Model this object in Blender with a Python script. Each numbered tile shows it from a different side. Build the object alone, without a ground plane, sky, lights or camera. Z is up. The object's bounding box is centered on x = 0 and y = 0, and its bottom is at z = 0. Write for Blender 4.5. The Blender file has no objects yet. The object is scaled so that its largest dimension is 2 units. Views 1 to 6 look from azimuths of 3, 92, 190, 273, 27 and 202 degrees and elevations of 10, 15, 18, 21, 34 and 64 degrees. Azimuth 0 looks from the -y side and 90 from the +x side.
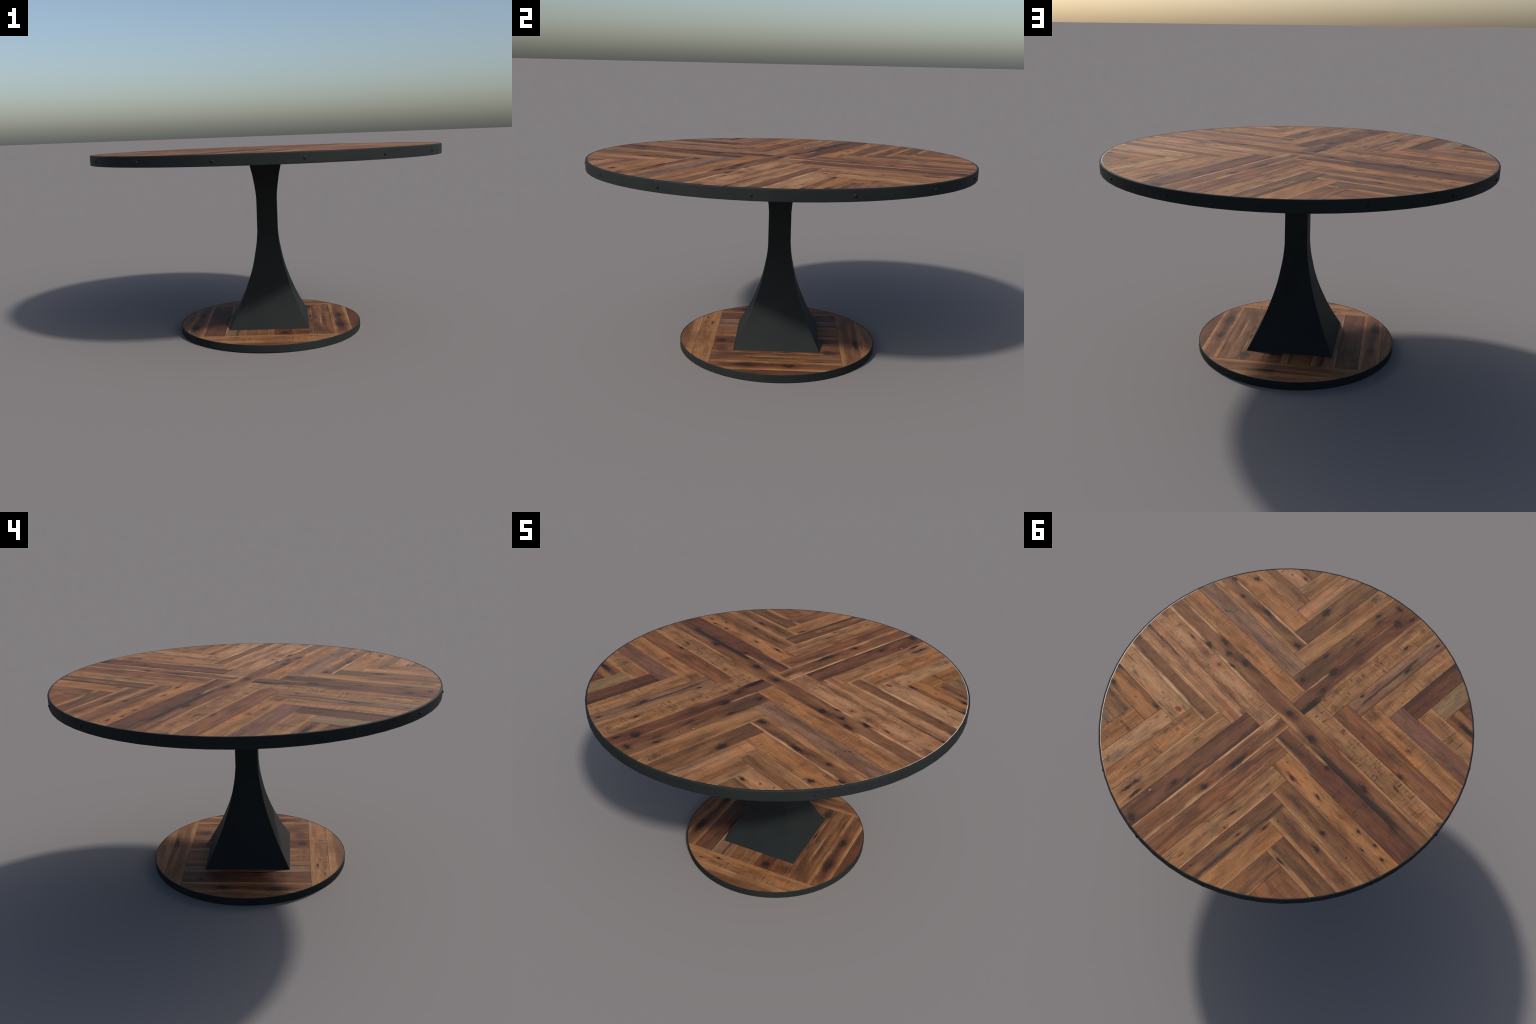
"""Round dining table: herringbone reclaimed-wood top in a riveted black metal band,
flared square metal pedestal, round wood-topped foot in the same kind of band."""
import bpy, bmesh, math
from mathutils import Vector, Matrix

# ------------------------------------------------------------------ sizes (m)
TOP_A, TOP_B = 0.9705, 0.9975        # half axes of the (very slightly oval) top band
TOP_Z0, TOP_Z1 = 0.9848, 1.0380
WOOD_Z = 1.0373
FOOT_A, FOOT_B = 0.5228, 0.5358
FOOT_Z1 = 0.0398
FOOT_WOOD_Z = 0.0390
SEG = 64                             # the band is a 64 sided ring
CY = -0.0023


def lin(r, g, b):
    def f(c):
        c /= 255.0
        return c / 12.92 if c <= 0.04045 else ((c + 0.055) / 1.055) ** 2.4
    return (f(r), f(g), f(b), 1.0)


def ellipse(a, b, cx=0.0, cy=CY, n=SEG):
    return [(cx + a * math.cos(2 * math.pi * k / n), cy + b * math.sin(2 * math.pi * k / n)) for k in range(n)]


# ------------------------------------------------------------------ node helpers
class Nodes:
    def __init__(self, tree):
        self.t = tree
        self.x = 0

    def new(self, kind, **kw):
        n = self.t.nodes.new(kind)
        self.x += 40
        n.location = (self.x, 0)
        for k, v in kw.items():
            setattr(n, k, v)
        return n

    def put(self, sock, v):
        if isinstance(v, bpy.types.NodeSocket):
            self.t.links.new(v, sock)
        else:
            sock.default_value = v

    def math(self, op, a, b=0.0, c=0.0, clamp=False):
        n = self.new('ShaderNodeMath', operation=op, use_clamp=clamp)
        for s, v in zip(n.inputs, (a, b, c)):
            self.put(s, v)
        return n.outputs[0]

    def vmath(self, op, a, b=None):
        n = self.new('ShaderNodeVectorMath', operation=op)
        self.put(n.inputs[0], a)
        if b is not None:
            self.put(n.inputs[1], b)
        return n.outputs['Value'] if op in ('LENGTH', 'DOT_PRODUCT') else n.outputs[0]

    def noise(self, vec, detail=2.0, rough=0.5):
        n = self.new('ShaderNodeTexNoise', noise_dimensions='3D')
        self.put(n.inputs['Vector'], vec)
        n.inputs['Scale'].default_value = 1.0
        n.inputs['Detail'].default_value = detail
        n.inputs['Roughness'].default_value = rough
        return n

    def step(self, v, lo, hi):
        """smooth 0..1 as v goes from lo to hi (lo may be above hi)"""
        n = self.new('ShaderNodeMapRange', interpolation_type='SMOOTHSTEP')
        self.put(n.inputs['Value'], v)
        if lo <= hi:
            n.inputs['From Min'].default_value, n.inputs['From Max'].default_value = lo, hi
            n.inputs['To Min'].default_value, n.inputs['To Max'].default_value = 0.0, 1.0
        else:
            n.inputs['From Min'].default_value, n.inputs['From Max'].default_value = hi, lo
            n.inputs['To Min'].default_value, n.inputs['To Max'].default_value = 1.0, 0.0
        return n.outputs['Result']

    def mix(self, f, a, b, blend='MIX'):
        n = self.new('ShaderNodeMix', data_type='RGBA', blend_type=blend)
        self.put(n.inputs['Factor'], f)
        self.put(n.inputs[6], a)
        self.put(n.inputs[7], b)
        return n.outputs[2]

    def ridge(self, vec, width, detail=0.5):
        v = self.noise(vec, detail).outputs['Fac']
        return self.step(self.math('ABSOLUTE', self.math('SUBTRACT', v, 0.5)), width, width * 0.25)


def make_wood_group():
    g = bpy.data.node_groups.new('reclaimed_wood', 'ShaderNodeTree')
    face = g.interface
    for name, typ, dv in (('Light', 'NodeSocketColor', (.4, .2, .1, 1)), ('Dark', 'NodeSocketColor', (.1, .05, .03, 1)),
                          ('Seed', 'NodeSocketFloat', 0.0), ('Contrast', 'NodeSocketFloat', 1.0),
                          ('Saw', 'NodeSocketFloat', 0.3), ('Pores', 'NodeSocketFloat', 0.3),
                          ('Cracks', 'NodeSocketFloat', 0.3), ('Half', 'NodeSocketFloat', 0.052)):
        s = face.new_socket(name, in_out='INPUT', socket_type=typ)
        s.default_value = dv
    face.new_socket('Color', in_out='OUTPUT', socket_type='NodeSocketColor')
    face.new_socket('Warped', in_out='OUTPUT', socket_type='NodeSocketVector')
    face.new_socket('Height', in_out='OUTPUT', socket_type='NodeSocketFloat')
    face.new_socket('Fuzz', in_out='OUTPUT', socket_type='NodeSocketFloat')
    N = Nodes(g)
    gi = N.new('NodeGroupInput')
    go = N.new('NodeGroupOutput')
    obj = N.new('ShaderNodeTexCoord').outputs['Object']
    flat = N.vmath('MULTIPLY', obj, (1, 1, 0))
    sep = N.new('ShaderNodeSeparateXYZ')
    N.put(sep.inputs[0], obj)
    off = N.new('ShaderNodeCombineXYZ')
    N.put(off.inputs[0], N.math('MULTIPLY', gi.outputs['Seed'], 1.37))
    N.put(off.inputs[1], N.math('MULTIPLY', gi.outputs['Seed'], 0.53))
    N.put(off.inputs[2], N.math('MULTIPLY', gi.outputs['Seed'], 0.0))
    P = N.vmath('ADD', flat, off.outputs[0])

    def S(v, x, y):
        return N.vmath('MULTIPLY', v, (x, y, 1))
    w = N.noise(S(P, 7, 16), 2).outputs['Color']
    wv = N.vmath('MULTIPLY', N.vmath('SUBTRACT', w, (.5, .5, .5)), (0.035, 0.022, 0))
    W = N.vmath('ADD', P, wv)
    warped = N.vmath('ADD', flat, wv)
    streak = N.noise(S(W, 4.5, 95), 3, .55).outputs['Fac']
    fine = N.noise(S(P, 22, 430), 2, .6).outputs['Fac']
    broad = N.noise(S(W, 2.4, 20), 2).outputs['Fac']
    mott = N.noise(S(W, 11, 26), 3).outputs['Fac']
    t = N.math('MULTIPLY', streak, 0.9)
    t = N.math('MULTIPLY_ADD', fine, 0.45, t)
    t = N.math('MULTIPLY_ADD', broad, 1.3, t)
    t = N.math('MULTIPLY_ADD', mott, 0.75, t)      # mean 1.7
    t = N.math('SUBTRACT', t, 1.62)
    t = N.math('MULTIPLY', t, gi.outputs['Contrast'])
    t = N.math('ADD', t, 0.62, clamp=True)
    col = N.mix(t, gi.outputs['Dark'], gi.outputs['Light'])
    # warmer and greyer patches along the board
    hue = N.noise(S(P, 5, 13), 2).outputs['Fac']
    col = N.mix(N.math('MULTIPLY', N.step(hue, .52, .72), .75), col, (1.16, .93, .78, 1), 'MULTIPLY')
    col = N.mix(N.math('MULTIPLY', N.step(hue, .48, .28), .7), col, (.86, .92, .98, 1), 'MULTIPLY')
    stain = N.noise(S(W, 3.6, 17), 3, .6).outputs['Fac']
    col = N.mix(N.math('MULTIPLY', N.step(stain, .50, .74), .85), col, (.50, .43, .38, 1), 'MULTIPLY')
    lite = N.noise(S(W, 2.2, 26), 2).outputs['Fac']
    col = N.mix(N.math('MULTIPLY', N.step(lite, .54, .74), .8), col, (1.30, 1.28, 1.24, 1), 'MULTIPLY')
    # saw marks across the grain: close combs, stronger near the edges, and single long cuts
    ay = N.math('ABSOLUTE', sep.outputs[1])
    edge = N.math('DIVIDE', ay, gi.outputs['Half'])
    patch = N.noise(S(P, 8, 20), 2).outputs['Fac']
    patch = N.math('MULTIPLY_ADD', edge, .10, patch)
    comb = N.math('MULTIPLY', N.ridge(S(P, 120, 2.4), .06, 0.3), N.step(patch, .50, .66))
    long = N.math('MULTIPLY', N.ridge(S(P, 46, 1.2), .030, 0.6), N.step(N.noise(S(P, 16, 26), 2).outputs['Fac'], .44, .60))
    fringe = N.step(N.noise(S(P, 170, 3), 1).outputs['Fac'], .54, .66)
    fringe = N.math('MULTIPLY', fringe, N.step(N.math('MULTIPLY_ADD', N.noise(S(P, 10, 4), 2).outputs['Fac'], 1.2, edge), 1.25, 1.60))
    saw = N.math('MAXIMUM', N.math('MULTIPLY', comb, .75), N.math('MAXIMUM', N.math('MULTIPLY', long, 1.25), N.math('MULTIPLY', fringe, .8)))
    saw = N.math('MULTIPLY', saw, gi.outputs['Saw'])
    # pores and cracks that run with the grain
    por = N.step(N.noise(S(P, 110, 240), 1).outputs['Fac'], .60, .68)
    por = N.math('MULTIPLY', por, N.step(N.noise(S(P, 10, 24), 1).outputs['Fac'], .45, .6))
    por = N.math('MULTIPLY', por, gi.outputs['Pores'])
    crk = N.ridge(S(W, 3.6, 60), .030, 2.0)
    crk = N.math('MULTIPLY', crk, N.step(N.noise(S(P, 9, 30), 1).outputs['Fac'], .50, .62))
    crk = N.math('MULTIPLY', crk, gi.outputs['Cracks'])
    dark = N.math('MAXIMUM', N.math('MAXIMUM', saw, por), crk)
    seam = N.math('MULTIPLY', N.step(edge, .93, 1.0), N.math('MULTIPLY', N.step(N.noise(S(P, 14, 14), 2).outputs['Fac'], .35, .65), .45))
    dark = N.math('MAXIMUM', dark, seam, clamp=True)
    shade = N.mix(N.math('MULTIPLY', dark, .72), col, lin(52, 34, 24))
    N.put(go.inputs['Color'], shade)
    N.put(go.inputs['Warped'], warped)
    h = N.math('MULTIPLY_ADD', dark, -1.0, N.math('MULTIPLY', fine, .5))
    N.put(go.inputs['Height'], h)
    fz = N.noise(S(P, 45, 120), 3, .6).outputs['Fac']
    N.put(go.inputs['Fuzz'], N.math('MULTIPLY', N.math('SUBTRACT', fz, .5), 2.2))
    return g


WOOD = make_wood_group()
AGE = (.87, .84, .785)                # darkening and browning of the oiled old wood


MEAN = (128, 91, 63)                  # every board drifts a little toward one common brown


def aged(c, pull=.18):
    c = [c[i] * (1 - pull) + MEAN[i] * pull for i in range(3)]
    v = lin(*c)
    return tuple(v[i] * AGE[i] for i in range(3)) + (1.0,)



# palettes: light and dark tone of each kind of board (sRGB)
TONE = {
    'tan': ((158, 114, 77), (116, 79, 53)),
    'orange': ((158, 107, 63), (114, 75, 46)),
    'brown': ((126, 86, 57), (82, 54, 39)),
    'umber': ((110, 76, 50), (66, 46, 36)),
    'dark': ((98, 60, 43), (58, 41, 35)),
    'red': ((106, 66, 47), (64, 43, 35)),
    'russet': ((127, 82, 54), (86, 57, 42)),
    'pale': ((174, 132, 95), (142, 102, 71)),
    'rosy': ((168, 121, 87), (128, 89, 64)),
    'grey': ((136, 110, 83), (96, 79, 62)),
    'mauve': ((132, 99, 79), (96, 70, 57)),
    'plum': ((122, 83, 70), (90, 61, 53)),
    'honey': ((164, 113, 71), (126, 84, 53)),
}


# things seen on a board, in the board's own coordinates (x along the grain, y across)
def k(x, y, rx, ry): return ('spot', x, y, rx, ry, (36, 26, 21), .95, 1.15, .50)      # black knot
def d(x, y, rx, ry): return ('spot', x, y, rx, ry, (64, 42, 30), .72, 1.35, .10)      # dark cloud
def r(x, y, rx, ry): return ('spot', x, y, rx, ry, (100, 54, 34), .65, 1.30, .20)     # red stain
def R(x, y, rx, ry): return ('spot', x, y, rx, ry, (112, 42, 24), .92, 1.02, .80)     # red knot
def g(x, y, rx, ry): return ('spot', x, y, rx, ry, (84, 70, 55), .62, 1.30, .20)      # grey weathering
def w(x, y, rx, ry): return ('spot', x, y, rx, ry, (165, 158, 150), .75, 1.10, .40)   # pale filler
def p(x, y, rx, ry): return ('spot', x, y, rx, ry, (178, 136, 100), .60, 1.30, .20)   # pale patch, sometimes painted-on sheen


def band(side, width, tone='sap', power=.85, x0=-9, x1=9):
    """a strip along one long edge: sapwood, dark, red or grey"""
    c = {'sap': (186, 146, 110), 'dark': (50, 35, 28), 'red': (92, 53, 36), 'grey': (132, 108, 86),
         'tan': (160, 116, 78), 'mid': (84, 54, 37), 'plum': (88, 56, 49), 'black': (36, 28, 24)}[tone]
    return ('band', side, width, c, power, x0, x1)


def core(y, width, tone='mid', power=.7, x0=-9, x1=9):
    """a streak inside the board, centred on y"""
    return ('core', y, width, band(1, 0, tone)[3], power, x0, x1)


def wood_material(name, seed, tone, contrast, saw, pores, cracks, half, marks):
    m = bpy.data.materials.new(name)
    m.use_nodes = True
    t = m.node_tree
    N = Nodes(t)
    bsdf = t.nodes['Principled BSDF']
    gn = N.new('ShaderNodeGroup')
    gn.node_tree = WOOD
    L, D = TONE[tone]
    gn.inputs['Light'].default_value = aged(L)
    gn.inputs['Dark'].default_value = tuple(v * q for v, q in zip(aged(D), (.62, .61, .59, 1)))
    for s, v in (('Seed', seed), ('Contrast', contrast), ('Saw', saw), ('Pores', pores), ('Cracks', cracks), ('Half', half)):
        gn.inputs[s].default_value = v
    col = gn.outputs['Color']
    wp = gn.outputs['Warped']
    fuzz = gn.outputs['Fuzz']
    if marks:
        sx = N.new('ShaderNodeSeparateXYZ')
        N.put(sx.inputs[0], wp)
        X, Y = sx.outputs[0], sx.outputs[1]
    for mk in marks:
        if mk[0] == 'spot':
            _, x, y, rx, ry, c, power, r0, r1 = mk
            if r1 == .50 and rx > .0115:
                rx, ry = rx * 1.25, ry * 1.15
            v = N.vmath('MULTIPLY', N.vmath('SUBTRACT', wp, (x, y, 0)), (1 / rx, 1 / ry, 0))
            dist = N.math('MULTIPLY_ADD', fuzz, (.2 if r1 > .7 else 1.15), N.vmath('LENGTH', v))
            if r1 == .50 and rx > .0095:          # scorched halo round a big knot
                tail = N.vmath('LENGTH', N.vmath('MULTIPLY', v, (.36, .62, 0)))
                halo = N.math('MULTIPLY', N.step(N.math('MULTIPLY_ADD', fuzz, .5, tail), 1.15, .2), .72)
                col = N.mix(halo, col, lin(66, 39, 26))
            f = N.math('MULTIPLY', N.step(dist, r0, r1), power if max(rx, ry) > .009 else power * .75)
        else:
            if mk[0] == 'band':
                _, side, width, c, power, x0, x1 = mk
                f = N.step(N.math('MULTIPLY_ADD', fuzz, .003, N.math('MULTIPLY', Y, float(side))), half - width - .005, half - width + .004)
            else:
                _, y, width, c, power, x0, x1 = mk
                f = N.step(N.math('MULTIPLY_ADD', fuzz, .004, N.math('ABSOLUTE', N.math('SUBTRACT', Y, y))), width * .5 + .006, width * .5 - .005)
            if c[0] > 140:                        # sapwood comes and goes along the edge
                run = N.noise(N.vmath('MULTIPLY', wp, (5.5, 2, 0)), 2).outputs['Fac']
                f = N.math('MULTIPLY', f, N.math('MULTIPLY_ADD', N.step(run, .36, .58), .7, .3))
            if x0 > -9:
                f = N.math('MULTIPLY', f, N.step(X, x0 - .03, x0 + .03))
            if x1 < 9:
                f = N.math('MULTIPLY', f, N.step(X, x1 + .03, x1 - .03))
            f = N.math('MULTIPLY', f, power)
        col = N.mix(f, col, aged(c, 0) if sum(c) > 260 else lin(*c))
    fine = N.noise(N.vmath('MULTIPLY', N.new('ShaderNodeTexCoord').outputs['Object'], (14, 190, 0)), 4, .7).outputs['Fac']
    gr = N.new('ShaderNodeMapRange')
    N.put(gr.inputs['Value'], fine)
    gr.inputs['From Min'].default_value, gr.inputs['From Max'].default_value = .3, .7
    gr.inputs['To Min'].default_value, gr.inputs['To Max'].default_value = .74, 1.25
    cmb = N.new('ShaderNodeCombineColor')
    for s in range(3):
        N.put(cmb.inputs[s], gr.outputs[0])
    col = N.mix(1.0, col, cmb.outputs[0], 'MULTIPLY')
    N.put(bsdf.inputs['Base Color'], col)
    bsdf.inputs['Roughness'].default_value = .70
    bsdf.inputs['Specular IOR Level'].default_value = .20
    bmp = N.new('ShaderNodeBump')
    bmp.inputs['Strength'].default_value = .12
    bmp.inputs['Distance'].default_value = .001
    N.put(bmp.inputs['Height'], gn.outputs['Height'])
    N.put(bsdf.inputs['Normal'], bmp.outputs[0])
    return m


def metal_material():
    m = bpy.data.materials.new('blackened_metal')
    m.use_nodes = True
    N = Nodes(m.node_tree)
    bsdf = m.node_tree.nodes['Principled BSDF']
    o = N.new('ShaderNodeTexCoord').outputs['Object']
    n1 = N.noise(N.vmath('MULTIPLY', o, (5, 5, 5)), 4).outputs['Fac']
    n2 = N.noise(N.vmath('MULTIPLY', o, (160, 160, 160)), 2).outputs['Fac']
    f = N.math('MULTIPLY_ADD', n2, .35, N.math('MULTIPLY', n1, .65))
    N.put(bsdf.inputs['Base Color'], N.mix(N.step(f, .35, .65), (.0132, .0161, .0164, 1), (.0164, .0196, .0198, 1)))
    bsdf.inputs['Roughness'].default_value = .60
    bsdf.inputs['Specular IOR Level'].default_value = .09
    b = N.new('ShaderNodeBump')
    b.inputs['Strength'].default_value = .06
    b.inputs['Distance'].default_value = .001
    N.put(b.inputs['Height'], n2)
    N.put(bsdf.inputs['Normal'], b.outputs[0])
    return m


def plain_material(name, light, dark):
    m = bpy.data.materials.new(name)
    m.use_nodes = True
    N = Nodes(m.node_tree)
    bsdf = m.node_tree.nodes['Principled BSDF']
    o = N.new('ShaderNodeTexCoord').outputs['Object']
    n = N.noise(N.vmath('MULTIPLY', o, (40, 40, 40)), 3).outputs['Fac']
    N.put(bsdf.inputs['Base Color'], N.mix(N.step(n, .3, .7), dark, light))
    bsdf.inputs['Roughness'].default_value = .6
    return m


METAL = metal_material()
UNDER = plain_material('board_underside', lin(70, 52, 40), lin(52, 40, 32))
PALE_SLIVER = plain_material('pale_edge_sliver', lin(214, 198, 188), lin(186, 166, 152))


# ------------------------------------------------------------------ geometry helpers
def link(ob, parent=None):
    bpy.context.scene.collection.objects.link(ob)
    if parent is not None:
        ob.parent = parent
    return ob


def mesh_object(name, verts, faces, mat, parent=None, smooth=None):
    me = bpy.data.meshes.new(name)
    me.from_pydata(verts, [], faces)
    me.validate()
    bm = bmesh.new()
    bm.from_mesh(me)
    bmesh.ops.recalc_face_normals(bm, faces=bm.faces)
    bm.to_mesh(me)
    bm.free()
    if smooth is not None:
        me.shade_smooth()
        me.set_sharp_from_angle(angle=math.radians(smooth))
    me.materials.append(mat)
    return link(bpy.data.objects.new(name, me), parent)


def clip(poly, outline):
    """cut a polygon with a convex counter-clockwise outline"""
    for a, b in zip(outline, outline[1:] + outline[:1]):
        ex, ey = b[0] - a[0], b[1] - a[1]
        side = [ex * (q[1] - a[1]) - ey * (q[0] - a[0]) for q in poly]
        out = []
        for q0, q1, s0, s1 in zip(poly, poly[1:] + poly[:1], side, side[1:] + side[:1]):
            if s0 >= 0:
                out.append(q0)
            if (s0 >= 0) != (s1 >= 0):
                f = s0 / (s0 - s1)
                out.append((q0[0] + f * (q1[0] - q0[0]), q0[1] + f * (q1[1] - q0[1])))
        poly = out
        if len(poly) < 3:
            return []
    clean = []
    for q in poly:
        if not clean or math.dist(q, clean[-1]) > 2e-4:
            clean.append(q)
    if len(clean) > 2 and math.dist(clean[0], clean[-1]) < 2e-4:
        clean.pop()
    return clean


def inset(poly, dist):
    """move every edge of a convex ccw polygon inward"""
    n = len(poly)
    lines = []
    for a, b in zip(poly, poly[1:] + poly[:1]):
        v = Vector((b[0] - a[0], b[1] - a[1])).normalized()
        nrm = Vector((-v.y, v.x))
        lines.append((Vector(a) + nrm * dist, v))
    out = []
    for i in range(n):
        (p0, v0), (p1, v1) = lines[i - 1], lines[i]
        den = v0.x * v1.y - v0.y * v1.x
        if abs(den) < 1e-5:
            out.append(tuple(p1))
            continue
        s = ((p1.x - p0.x) * v1.y - (p1.y - p0.y) * v1.x) / den
        out.append(tuple(p0 + v0 * s))
    return out


def build_plank(name, parent, corners, origin, direction, outline, z0, z1, mat, gap=.0005, ease=.0006):
    """a solid board with eased top edges, cut to the outline; its local x runs along the grain"""
    poly = clip(corners, outline)
    if len(poly) < 3:
        return None
    poly = inset(poly, gap)
    top = inset(poly, ease)
    ang = math.atan2(direction[1], direction[0])
    c, s = math.cos(-ang), math.sin(-ang)

    def local(q, z):
        x, y = q[0] - origin[0], q[1] - origin[1]
        return (c * x - s * y, s * x + c * y, z - z0)
    n = len(poly)
    verts = [local(q, z0) for q in poly] + [local(q, z1 - ease) for q in poly] + [local(q, z1) for q in top]
    faces = [tuple(range(n - 1, -1, -1)), tuple(range(2 * n, 3 * n))]
    for lv in (0, n):
        for i in range(n):
            j = (i + 1) % n
            faces.append((lv + i, lv + j, lv + n + j, lv + n + i))
    ob = mesh_object(name, verts, faces, mat, parent)
    ob.matrix_local = Matrix.Translation((origin[0], origin[1], z0)) @ Matrix.Rotation(ang, 4, 'Z')
    return ob


def ring(name, a, b, profile, parent):
    """sweep a closed (inset, z) profile round an ellipse"""
    verts, faces = [], []
    m = len(profile)
    for kk in range(SEG):
        th = 2 * math.pi * kk / SEG
        for off, z in profile:
            verts.append(((a - off) * math.cos(th), CY + (b - off) * math.sin(th), z))
    for kk in range(SEG):
        for i in range(m):
            i2, k2 = (i + 1) % m, (kk + 1) % SEG
            faces.append((kk * m + i, kk * m + i2, k2 * m + i2, k2 * m + i))
    return mesh_object(name, verts, faces, METAL, parent, smooth=38)


def disc(name, a, b, z0, z1, mat, parent):
    o = ellipse(a, b)
    n = len(o)
    verts = [(x, y, z0) for x, y in o] + [(x, y, z1) for x, y in o]
    faces = [tuple(range(n - 1, -1, -1)), tuple(range(n, 2 * n))] + [(i, (i + 1) % n, n + (i + 1) % n, n + i) for i in range(n)]
    return mesh_object(name, verts, faces, mat, parent)


def rivet_mesh(radius, bulge, embed):
    """domed rivet head, axis along local x, with a short shank that sits in the band"""
    prof = [(-embed, radius)] + [(bulge * math.sin(t), radius * math.cos(t)) for t in [math.radians(v) for v in (0, 22, 45, 66, 82)]]
    n, verts, faces = 14, [], []
    for x, rr in prof:
        for i in range(n):
            th = 2 * math.pi * i / n
            verts.append((x, rr * math.cos(th), rr * math.sin(th)))
    for lv in range(len(prof) - 1):
        for i in range(n):
            j = (i + 1) % n
            faces.append((lv * n + i, lv * n + j, (lv + 1) * n + j, (lv + 1) * n + i))
    verts.append((bulge, 0, 0))
    tip, last = len(verts) - 1, (len(prof) - 1) * n
    faces += [(last + i, last + (i + 1) % n, tip) for i in range(n)]
    faces.append(tuple(range(n - 1, -1, -1)))
    me = bpy.data.meshes.new('rivet')
    me.from_pydata(verts, [], faces)
    bm = bmesh.new()
    bm.from_mesh(me)
    bmesh.ops.recalc_face_normals(bm, faces=bm.faces)
    bm.to_mesh(me)
    bm.free()
    me.shade_smooth()
    me.set_sharp_from_angle(angle=math.radians(50))
    me.materials.append(METAL)
    return me


def rivets(parent, a, b, z, me):
    for i in range(15):
        th = math.radians(-6 + 24 * i)
        nx, ny = math.cos(th) / a, math.sin(th) / b
        ob = link(bpy.data.objects.new('rivet', me), parent)
        ob.location = (a * math.cos(th), CY + b * math.sin(th), z)
        ob.rotation_euler = (0, 0, math.atan2(ny, nx))


# ------------------------------------------------------------------ the table
table = link(bpy.data.objects.new('round_table', None))
table['label'] = 'round reclaimed-wood dining table on flared black metal pedestal'
table['category'] = 'dining table'

tabletop = disc('tabletop', TOP_A - .006, TOP_B - .006, TOP_Z0 + .0012, WOOD_Z - .010, UNDER, table)
top_band = ring('top_band', TOP_A, TOP_B, [
    (.0022, TOP_Z0), (.0006, TOP_Z0 + .0005), (0, TOP_Z0 + .0018), (0, TOP_Z0 + .006), (0, TOP_Z1 - .0075), (0, TOP_Z1 - .0055),
    (.0007, TOP_Z1 - .0030), (.0022, TOP_Z1 - .0010), (.0045, TOP_Z1 - .0001), (.0058, TOP_Z1), (.0082, TOP_Z1),
    (.0090, TOP_Z1 - .0006), (.0092, TOP_Z1 - .012), (.030, TOP_Z1 - .012), (.030, TOP_Z0)], table)
rivets(top_band, TOP_A, TOP_B, 1.0098, rivet_mesh(.0072, .0047, .003))

# pale sliver that shows between boards and band on one side only
WOOD_OUT = ellipse(TOP_A - .0018, TOP_B - .0018, -.0100, CY)
RIM_IN = ellipse(TOP_A - .0085, TOP_B - .0085)


def pale_edge():
    verts, faces = [], []
    ks = list(range(-9, 10))                       # 64ths of a turn, about -50 to +50 degrees
    for q in ks:
        th = 2 * math.pi * q / SEG
        for off, z in ((.0088, WOOD_Z - .0004), (.0150, WOOD_Z - .0004), (.0150, WOOD_Z - .0095), (.0088, WOOD_Z - .0095)):
            verts.append(((TOP_A - off) * math.cos(th), CY + (TOP_B - off) * math.sin(th), z))
    for q in range(len(ks) - 1):
        for i in range(4):
            j = (i + 1) % 4
            faces.append((q * 4 + i, q * 4 + j, q * 4 + 4 + j, q * 4 + 4 + i))
    e = len(verts) - 4
    faces += [(0, 1, 2, 3), (e + 3, e + 2, e + 1, e)]
    mesh_object('pale_edge', verts, faces, PALE_SLIVER, tabletop)


pale_edge()

# ---- herringbone boards.  Two families of parallel joints, A and B, nearly at right angles.
EA = Vector((math.cos(math.radians(155.3)), math.sin(math.radians(155.3))))
EB = Vector((math.cos(math.radians(66.3)), math.sin(math.radians(66.3))))
seed_count = [0]


def board(family, sign, start, lo, hi, tone, contrast=1.6, saw=.3, pores=.3, cracks=.3, marks=()):
    """family A boards run along EA between the joints EB=lo..hi, starting at EA=start and
    running outward (sign) to the band; family B boards likewise with the axes swapped.
    band() sides are given as 'lo'/'hi' through +-1 of the joint coordinate."""
    along, across = (EA, EB) if family == 'A' else (EB, EA)
    far = start + sign * 2.4
    lo_s, hi_s = min(start, far), max(start, far)
    pts = [along * u + across * v for u, v in ((lo_s, lo), (hi_s, lo), (hi_s, hi), (lo_s, hi))]
    pts = [(q.x, q.y) for q in pts]
    area = sum(a[0] * b[1] - a[1] * b[0] for a, b in zip(pts, pts[1:] + pts[:1]))
    if area < 0:
        pts.reverse()
    org = along * start + across * ((lo + hi) / 2)
    ysign = -sign if family == 'A' else sign
    fixed = []
    for mk in marks:
        if mk[0] == 'band':
            mk = ('band', mk[1] * ysign) + mk[2:]
        fixed.append(mk)
    seed_count[0] += 1
    mat = wood_material('wood_%s' % tone, seed_count[0] * 2.618, tone, contrast, saw, pores, cracks, (hi - lo) / 2, fixed)
    # trim to the outline twice: boards end on their own shifted outline and never pass the band
    build_plank('plank', tabletop, clip(pts, RIM_IN), (org.x, org.y), along * sign, WOOD_OUT, WOOD_Z - .0098, WOOD_Z, mat)


LO, HI = -1, 1
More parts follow.
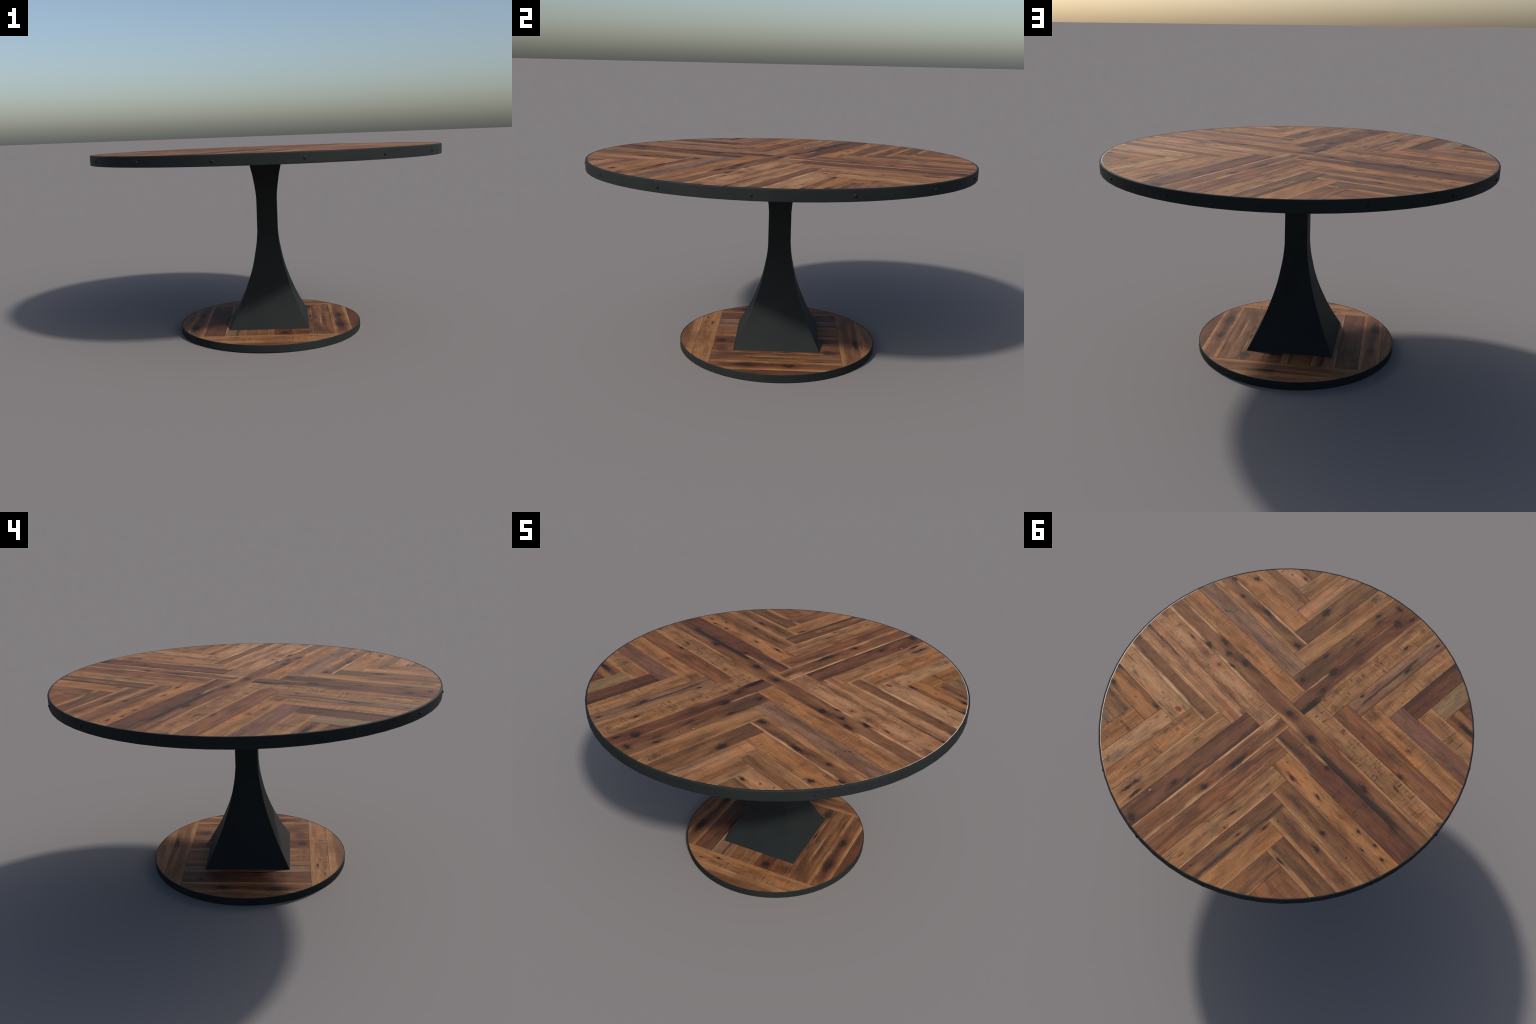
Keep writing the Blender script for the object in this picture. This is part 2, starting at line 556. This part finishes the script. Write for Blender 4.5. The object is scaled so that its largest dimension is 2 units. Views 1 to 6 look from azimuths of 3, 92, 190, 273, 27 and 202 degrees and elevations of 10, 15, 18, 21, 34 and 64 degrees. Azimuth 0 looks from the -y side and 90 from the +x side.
# long board through the middle
board('A', 1, -1, -.066, .039, 'brown', 1.5, .05, .1, .35, [
    band(HI, .016, 'sap', .8, .04, .55), band(LO, .014, 'sap', .7, .02, .36), band(HI, .008, 'sap', .8, .55, .98),
    core(.0, .05, 'red', .5, .75, 1.6), band(LO, .014, 'tan', .8, 1.35, 2.1), core(-.02, .04, 'red', .35, 1.4, 2.1),
    band(HI, .034, 'dark', .55, 1.10, 2.1), band(HI, .024, 'black', .85, 1.28, 1.82), band(HI, .018, 'tan', .7, .95, 1.22),
    d(.578, .020, .066, .025), d(1.019, .001, .047, .030), k(.387, -.042, .024, .012), k(.425, .037, .021, .015),
    k(.505, .004, .014, .013), k(.613, .031, .019, .018), k(.577, -.035, .013, .007), k(1.006, -.002, .021, .015),
    k(1.188, -.017, .024, .018), k(1.566, -.013, .025, .014)])

# quarter toward -y +x : boards running to the band along -A
board('A', -1, -.046, -.172, -.066, 'honey', 1.4, .55, .2, .2, [core(.02, .03, 'mid', .3, .3, .9), k(.650, .025, .006, .005)])
board('A', -1, -.150, -.283, -.172, 'mauve', 1.3, .25, .25, .5, [
    band(LO, .016, 'tan', .5, .28, 9), r(.62, -.02, .10, .010), band(LO, .020, 'grey', .5, -9, .12), k(.565, .019, .006, .007), k(.572, .036, .008, .007),
    k(.548, -.020, .006, .007), k(.585, -.020, .006, .005), r(.33, -.035, .10, .006)])
board('A', -1, -.259, -.385, -.283, 'brown', 1.2, .30, .1, .1, [
    band(HI, .028, 'tan', .85), band(LO, .012, 'sap', .85), d(.371, -.006, .063, .021), d(.165, -.018, .071, .022),
    k(.487, .003, .013, .010), k(.307, -.024, .036, .015), k(.021, -.004, .019, .018), k(.615, -.045, .016, .013)])
board('A', -1, -.364, -.497, -.385, 'honey', 1.2, .55, .2, .2, [k(.421, -.034, .013, .013)])
board('A', -1, -.467, -.600, -.497, 'brown', 1.2, .50, .1, .1, [band(HI, .008, 'sap', .6), core(.02, .05, 'tan', .5)])
board('A', -1, -.569, -.707, -.600, 'rosy', 1.1, .10, .7, .3, [
    k(.160, .030, .006, .007), k(.105, .003, .008, .008), k(.029, -.032, .014, .010)])
board('A', -1, -.569, -.86, -.707, 'brown', 1.3, .2, .3, .2)

# boards running to the band along -B
board('B', -1, -.600, -.569, -.467, 'brown', 1.2, .50, .1, .1, [band(LO, .040, 'tan', .85), band(LO, .010, 'grey', .6), band(HI, .022, 'tan', .5)])
board('B', -1, -.497, -.467, -.364, 'rosy', 1.3, .35, .3, .4, [
    band(LO, .012, 'red', .25), k(.272, .027, .005, .003), g(.302, -.027, .095, .008), core(-.018, .012, 'grey', .5, .1, 9)])
board('B', -1, -.385, -.364, -.259, 'umber', 1.2, .45, .1, .2, [core(.01, .05, 'tan', .25, .2, 9), d(.234, .029, .035, .025), k(.232, .032, .021, .015)])
board('B', -1, -.283, -.259, -.150, 'tan', 1.3, .05, .8, .3, [
    core(.02, .04, 'mid', .35, .25, .55), g(.613, .023, .027, .018), w(.618, .023, .009, .007), d(.60, .02, .06, .03)])
board('B', -1, -.172, -.150, -.046, 'umber', 1.9, .05, .2, .2, [
    band(HI, .020, 'red', .5), r(.686, -.022, .079, .012), r(.527, -.019, .079, .012), d(.1, .0, .2, .05),
    k(.773, -.012, .011, .025), k(.643, .032, .019, .010), k(.607, .005, .006, .005), k(.521, .028, .006, .005),
    k(.512, .002, .006, .005), w(.454, .040, .005, .005), w(.446, -.005, .005, .005), k(.419, .019, .008, .007),
    k(.234, .037, .021, .010), k(.033, .005, .014, .012)])
board('B', -1, -.066, -.046, .058, 'dark', 1.5, .10, .1, .2, [
    band(HI, .020, 'tan', .75, .12, 9), band(LO, .008, 'sap', .7, -9, .32), band(LO, .006, 'tan', .6, .32, 9),
    k(.799, .029, .021, .028), k(.870, -.006, .019, .010), k(.306, .035, .026, .025), k(.180, -.007, .020, .010),
    k(.177, -.009, .016, .012), k(.063, -.034, .082, .020)])
board('B', -1, -.177, .058, .164, 'tan', 1.2, .75, .3, .1, [k(.600, -.014, .012, .008)])
board('B', -1, -.281, .164, .265, 'mauve', 1.6, .35, .8, .5, [
    band(LO, .022, 'tan', .4), band(HI, .012, 'red', .6), core(-.004, .011, 'black', .95, .06, .50), core(.006, .022, 'mid', .35, .1, .5), k(.398, -.019, .018, .008), k(.097, .032, .010, .006), k(.640, -.017, .012, .008)])
board('B', -1, -.390, .265, .371, 'tan', 1.2, .75, .5, .2, [k(.170, .009, .006, .005), k(.124, -.031, .006, .005)])
board('B', -1, -.492, .371, .475, 'dark', 1.4, .95, .1, .1, [band(LO, .030, 'dark', .6), band(HI, .020, 'mid', .5), d(.074, .030, .080, .030)])
board('B', -1, -.603, .475, .579, 'grey', 1.3, .45, .3, .1)
board('B', -1, -.704, .579, .80, 'dark', 1.4, .6, .1, .1)

# quarter toward -x : boards running along +A
board('A', 1, .058, -.177, -.066, 'tan', 1.3, .95, .4, .3, [
    band(LO, .012, 'sap', .35), k(.619, .005, .017, .005), r(.688, .026, .023, .006), k(.501, -.024, .008, .005)])
board('A', 1, .164, -.281, -.177, 'russet', 1.3, .15, .1, .1, [
    band(LO, .012, 'mid', .5), d(.369, -.002, .073, .040), k(.198, -.025, .010, .008), k(.475, -.041, .016, .012), r(.515, -.037, .025, .020),
    r(.608, -.012, .017, .014), r(.723, .004, .014, .010), r(.3, -.03, .2, .02)])
board('A', 1, .265, -.390, -.281, 'honey', 1.3, .75, .3, .1, [g(.389, .035, .054, .022), r(.308, -.015, .027, .018), d(.305, -.012, .014, .012), d(.04, .0, .05, .05)])
board('A', 1, .371, -.492, -.390, 'plum', 1.3, .05, .2, .4, [
    band(LO, .010, 'tan', .35), band(LO, .024, 'plum', .5), k(.076, -.003, .005, .004), k(.171, .005, .005, .004), g(.392, -.025, .023, .016)])
board('A', 1, .475, -.603, -.492, 'tan', 1.3, .80, .3, .1)
board('A', 1, .579, -.704, -.603, 'brown', 1.2, .30, .1, .1, [band(LO, .030, 'tan', .5), k(.12, -.010, .060, .014)])

# quarter toward +x : boards running along -A
board('A', -1, -.044, .039, .152, 'rosy', 1.5, .55, .3, .3, [
    g(.169, .017, .066, .010), g(.052, .011, .039, .020), d(.542, -.020, .041, .020), d(.901, -.014, .041, .018), r(.609, -.042, .013, .013),
    r(.434, -.025, .024, .023), R(.434, -.025, .010, .010), k(.477, .015, .006, .006), k(.709, .014, .008, .007), k(.676, -.032, .013, .008), p(.36, .01, .10, .03), p(.24, -.015, .08, .025), p(.70, .0, .08, .03)])  # the three p() patches lighten the board partly for sheen seen here
board('A', -1, -.151, .152, .256, 'rosy', 1.3, .35, .8, .8, [
    core(.006, .030, 'mid', .35), band(HI, .014, 'tan', .5), core(-.008, .008, 'black', .8, .50, .80), d(.015, -.039, .028, .017),
    k(.715, -.009, .009, .005), k(.790, -.006, .014, .007), k(.621, .026, .006, .005), k(.453, -.020, .006, .004), k(.192, -.039, .006, .004)])
board('A', -1, -.259, .256, .356, 'brown', 1.1, .80, .2, .1, [
    core(.0, .05, 'mid', .3), band(LO, .020, 'tan', .9), band(LO, .008, 'sap', .6), band(HI, .016, 'sap', .9), d(.655, -.020, .028, .026), k(.550, .018, .006, .005),
    k(.483, .021, .006, .005), k(.511, -.030, .006, .005)])
board('A', -1, -.367, .356, .472, 'pale', 1.1, .15, .2, 1.0, [
    g(.028, -.036, .024, .016), R(.037, -.007, .021, .017), k(.402, .010, .007, .004), k(.176, -.008, .006, .005), k(.143, .008, .008, .004),
    k(.113, -.005, .005, .005), k(.476, -.025, .006, .004), p(.28, -.01, .14, .03)])  # closing p() patch paints some surface sheen into the wood colour
board('A', -1, -.468, .472, .580, 'orange', 1.5, .15, .2, .2, [
    band(LO, .014, 'mid', .6), d(.043, -.042, .024, .018), d(.344, -.018, .016, .018), R(.145, .008, .009, .008), k(.026, -.046, .017, .008), k(.358, -.047, .019, .010),
    k(.295, .041, .019, .012)])
board('A', -1, -.579, .580, .690, 'brown', 1.3, .85, .1, .1, [band(HI, .024, 'tan', .5), band(LO, .020, 'tan', .4), d(.125, -.022, .038, .020), d(.001, -.021, .028, .008)])
board('A', -1, -.579, .690, .86, 'grey', 1.4, .5, .2, .1, [g(.055, -.063, .024, .025)])

# boards running along +B
board('B', 1, .580, -.579, -.468, 'orange', 1.3, .75, .2, .1)
board('B', 1, .472, -.468, -.367, 'pale', 1.2, .10, .2, .3, [
    d(.384, .002, .020, .018), g(.33, .01, .07, .03), k(.095, -.018, .006, .003), d(.052, -.023, .014, .007), k(.009, .008, .006, .005), d(.110, .038, .035, .006)])
board('B', 1, .356, -.367, -.259, 'honey', 1.3, .65, .3, 1.0, [band(LO, .022, 'red', .30)])
board('B', 1, .256, -.259, -.151, 'tan', 1.4, .20, .3, .3, [
    band(LO, .008, 'sap', .4), g(.585, -.037, .066, .018), g(.146, -.020, .028, .010), d(.196, .003, .028, .015), r(.453, .001, .060, .004), k(.184, -.023, .006, .005),
    k(.567, -.014, .014, .010), k(.616, -.014, .024, .006), k(.607, .035, .028, .007)])
board('B', 1, .152, -.151, -.044, 'red', 1.7, .05, .2, .3, [
    band(HI, .014, 'dark', .6), r(.525, -.007, .079, .007), r(.726, -.010, .058, .008), d(.285, .041, .024, .013), k(.537, .009, .013, .010), k(.469, .042, .016, .008),
    k(.799, .014, .015, .024), w(.647, -.040, .008, .007), w(.541, -.045, .005, .004)])
board('B', 1, .039, -.044, .061, 'russet', 1.5, .05, .2, .3, [
    band(LO, .010, 'sap', .75), band(HI, .012, 'sap', .6), p(.06, -.03, .07, .02), g(.174, .018, .071, .010), g(.740, .036, .081, .012),
    p(.60, .040, .10, .010), d(.366, .021, .066, .021), d(.029, -.002, .028, .010), k(.335, .025, .052, .012), k(.547, .019, .017, .013)])
board('B', 1, .148, .061, .166, 'russet', 2.2, .02, .1, .6, [
    core(.028, .016, 'tan', .5, .15, .6), core(.006, .016, 'red', .55), core(-.03, .014, 'mid', .5), d(.407, .026, .039, .012), d(.191, .034, .079, .007)])
board('B', 1, .254, .166, .278, 'tan', 1.3, .25, .3, .9, [
    band(HI, .010, 'sap', .6, .12, 9), g(.442, .017, .050, .020), r(.397, .038, .021, .014), k(.397, .040, .008, .006), k(.430, -.042, .006, .005), k(.017, .015, .009, .004),
    k(.317, .007, .021, .004)])
board('B', 1, .357, .278, .373, 'umber', 1.3, .35, .1, .2, [
    band(LO, .018, 'red', .6), band(HI, .022, 'dark', .7), core(.004, .03, 'tan', .4, .2, 9), band(HI, .005, 'sap', .5), k(.270, .003, .012, .004), k(.493, .033, .008, .006), k(.531, -.027, .008, .008)])
board('B', 1, .465, .373, .485, 'honey', 1.1, .05, 1.0, .3, [band(HI, .014, 'tan', .5), k(.038, -.038, .012, .006)])
board('B', 1, .574, .485, .588, 'brown', 1.4, .35, .2, .2, [band(HI, .008, 'sap', .5, .1, 9), d(.020, -.011, .039, .024)])

# quarter toward +y : boards running along +A
board('A', 1, .061, .039, .148, 'dark', 1.4, .80, .1, .1, [
    band(LO, .018, 'tan', .85, -9, .28), band(HI, .018, 'tan', .85, -9, .12), band(HI, .009, 'tan', .8, .10, .26), core(0, .06, 'red', .4, .25, 9),
    k(.295, .032, .015, .012)])
board('A', 1, .166, .148, .254, 'honey', 1.1, .10, .3, .8, [
    band(HI, .014, 'mid', .35, .2, 9), r(.092, -.018, .041, .010), k(.119, -.023, .021, .006), k(.032, .013, .009, .003), k(.279, -.003, .012, .005),
    k(.318, -.032, .007, .005), k(.543, .024, .010, .007), k(.648, .035, .010, .006), k(.620, -.028, .010, .005), k(.721, .008, .011, .008)])
board('A', 1, .278, .254, .357, 'brown', 1.6, .45, .2, .6, [
    band(HI, .020, 'tan', .55), band(HI, .004, 'sap', .6, -9, .3), band(LO, .022, 'mid', .5), d(.092, .017, .039, .018), k(.316, -.006, .012, .010), k(.481, -.001, .008, .006)])
board('A', 1, .373, .357, .465, 'brown', 1.3, .20, .1, .1, [
    band(LO, .014, 'tan', .8), band(HI, .020, 'tan', .75), d(.127, -.001, .096, .020), d(.405, .010, .096, .020), k(.259, .019, .021, .010), k(.035, -.021, .008, .006)])
board('A', 1, .485, .465, .574, 'umber', 1.4, .30, .1, .2, [
    band(HI, .026, 'tan', .7), d(.225, .004, .087, .022), g(.300, .038, .015, .014), k(.079, -.037, .023, .005)])
board('A', 1, .588, .574, .90, 'russet', 1.5, .40, .2, .4)

# ------------------------------------------------------------------ pedestal: flared square column, concave sides
profile = [(.0384, .2230), (.0600, .2120), (.0950, .1946), (.1300, .1775), (.1620, .1632), (.1900, .1510), (.2145, .1416), (.2450, .1302),
           (.2760, .1188), (.3170, .1053), (.3480, .0962), (.3800, .0877), (.4130, .0806), (.4470, .0744), (.4780, .0686), (.5050, .0645), (.5400, .0609), (.5740, .0582),
           (.6400, .0580), (.7000, .0577), (.7560, .0576), (.7800, .0592), (.8000, .0609), (.8400, .0663), (.8900, .0739), (.9490, .0872), (TOP_Z0 + .0014, .0962)]
RATIO = 1.028
pv, pf = [], []
for z, h in profile:
    pv += [(-h, -h * RATIO, z), (h, -h * RATIO, z), (h, h * RATIO, z), (-h, h * RATIO, z)]
for lv in range(len(profile) - 1):
    for i in range(4):
        j = (i + 1) % 4
        pf.append((lv * 4 + i, lv * 4 + j, lv * 4 + 4 + j, lv * 4 + 4 + i))
pf += [(3, 2, 1, 0), tuple(len(pv) - 4 + i for i in range(4))]
pedestal = mesh_object('pedestal', pv, pf, METAL, table, smooth=40)

# ------------------------------------------------------------------ foot
foot = disc('foot', FOOT_A - .003, FOOT_B - .003, .0006, FOOT_WOOD_Z - .010, UNDER, table)
foot_band = ring('foot_band', FOOT_A, FOOT_B, [
    (.0020, 0), (.0005, .0004), (0, .0015), (0, .004), (0, FOOT_Z1 - .0035), (0, FOOT_Z1 - .0020), (.0004, FOOT_Z1 - .0008), (.0014, FOOT_Z1 - .0001),
    (.0022, FOOT_Z1), (.0034, FOOT_Z1), (.0038, FOOT_Z1 - .0005), (.0038, FOOT_Z1 - .010), (.020, FOOT_Z1 - .010), (.020, 0)], table)
rivets(foot_band, FOOT_A, FOOT_B, .0178, rivet_mesh(.0036, .0022, .002))
FOOT_OUT = ellipse(FOOT_A - .0036, FOOT_B - .0036)


def foot_board(axis, sign, lo, hi, start, end, tone, contrast=1.5, saw=.3, pores=.3, cracks=.3, marks=()):
    """axis 'x': board runs along x between y=lo..hi; axis 'y': along y between x=lo..hi"""
    if axis == 'x':
        pts = [(start, lo), (end, lo), (end, hi), (start, hi)]
        org, along = (0, (lo + hi) / 2), (sign, 0)
        ys = sign
    else:
        pts = [(lo, start), (hi, start), (hi, end), (lo, end)]
        org, along = ((lo + hi) / 2, 0), (0, sign)
        ys = -sign
    fixed = [('band', mk[1] * ys) + mk[2:] if mk[0] == 'band' else mk for mk in marks]
    seed_count[0] += 1
    mat = wood_material('wood_%s' % tone, seed_count[0] * 2.618, tone, contrast, saw, pores, cracks, (hi - lo) / 2, fixed)
    build_plank('plank', foot, pts, org, along, FOOT_OUT, FOOT_WOOD_Z - .0098, FOOT_WOOD_Z, mat)


F, BK = -.340, .338
# boards along y, left to right (their grain runs +y)
foot_board('y', 1, -.60, -.464, F, BK, 'brown', 1.2, .05, .1, .3)
foot_board('y', 1, -.464, -.357, F, BK, 'russet', 1.2, .05, .3, .1, [
    band(HI, .018, 'tan', .75), band(LO, .020, 'tan', .45), k(-.17, .012, .055, .020), k(.11, -.002, .03, .015), d(-.02, .0, .12, .02)])
foot_board('y', 1, -.357, -.245, F, BK, 'red', 1.2, .05, .1, .2, [band(HI, .010, 'dark', .5), d(.15, 0, .1, .03), k(.24, .03, .012, .01)])
foot_board('y', 1, -.245, -.123, F, BK, 'mauve', 1.6, .35, .5, .3, [band(HI, .018, 'tan', .6), core(-.012, .010, 'dark', .8, -.5, .5), band(LO, .010, 'sap', .4)])
foot_board('y', 1, -.123, .005, F, BK, 'brown', 1.3, .55, .3, .1, [core(0, .07, 'tan', .25), band(HI, .012, 'sap', .4)])
foot_board('y', 1, .005, .124, F, BK, 'dark', 1.4, .05, .1, .1, [
    band(LO, .022, 'tan', .65), k(-.30, -.022, .022, .022), k(.27, -.018, .022, .02), r(-.3, .02, .05, .02)])
foot_board('y', 1, .124, .246, F, BK, 'russet', 1.3, .02, .1, .2, [
    band(HI, .004, 'sap', .5), d(-.29, .0, .04, .05), k(.28, -.035, .035, .022), d(-.29, -.03, .05, .03), k(.05, -.050, .02, .005), d(.31, -.04, .05, .03), d(-.05, -.05, .05, .015)])
foot_board('y', 1, .246, .353, F, BK, 'brown', 1.3, .02, .1, .3, [
    band(LO, .018, 'mid', .5), d(-.02, -.014, .20, .016), p(-.02, .004, .14, .006), d(.02, .036, .030, .016), d(-.2, .03, .12, .02)])
foot_board('y', 1, .353, .459, F, BK, 'russet', 1.1, .05, .4, .1, [
    band(LO, .022, 'tan', .7, -.5, .5), band(HI, .020, 'tan', .7), band(HI, .005, 'sap', .5), k(.06, .005, .035, .018), k(-.15, .008, .052, .020), d(-.05, .012, .15, .012)])
foot_board('y', 1, .459, .60, F, BK, 'dark', 1.3, .05, .1, .2, [r(.0, .03, .1, .03)])
# boards along x in front and behind
foot_board('x', 1, -.442, F, -.6, .6, 'tan', 1.0, .75, .4, .1, [band(HI, .024, 'tan', .55), k(-.18, .012, .012, .005), k(-.27, -.025, .010, .005)])
foot_board('x', 1, -.60, -.442, -.6, .6, 'brown', 1.2, .20, .2, .1, [band(HI, .040, 'tan', .7), band(HI, .008, 'sap', .3)])
foot_board('x', 1, BK, .445, -.6, .6, 'brown', 1.3, .02, .1, .5, [band(LO, .026, 'tan', .55), core(-.004, .018, 'red', .7, -.3, .3), core(.020, .010, 'tan', .5, -.2, .2), k(.08, .034, .05, .012)])
foot_board('x', 1, .445, .60, -.6, .6, 'tan', 1.2, .15, .3, .7)
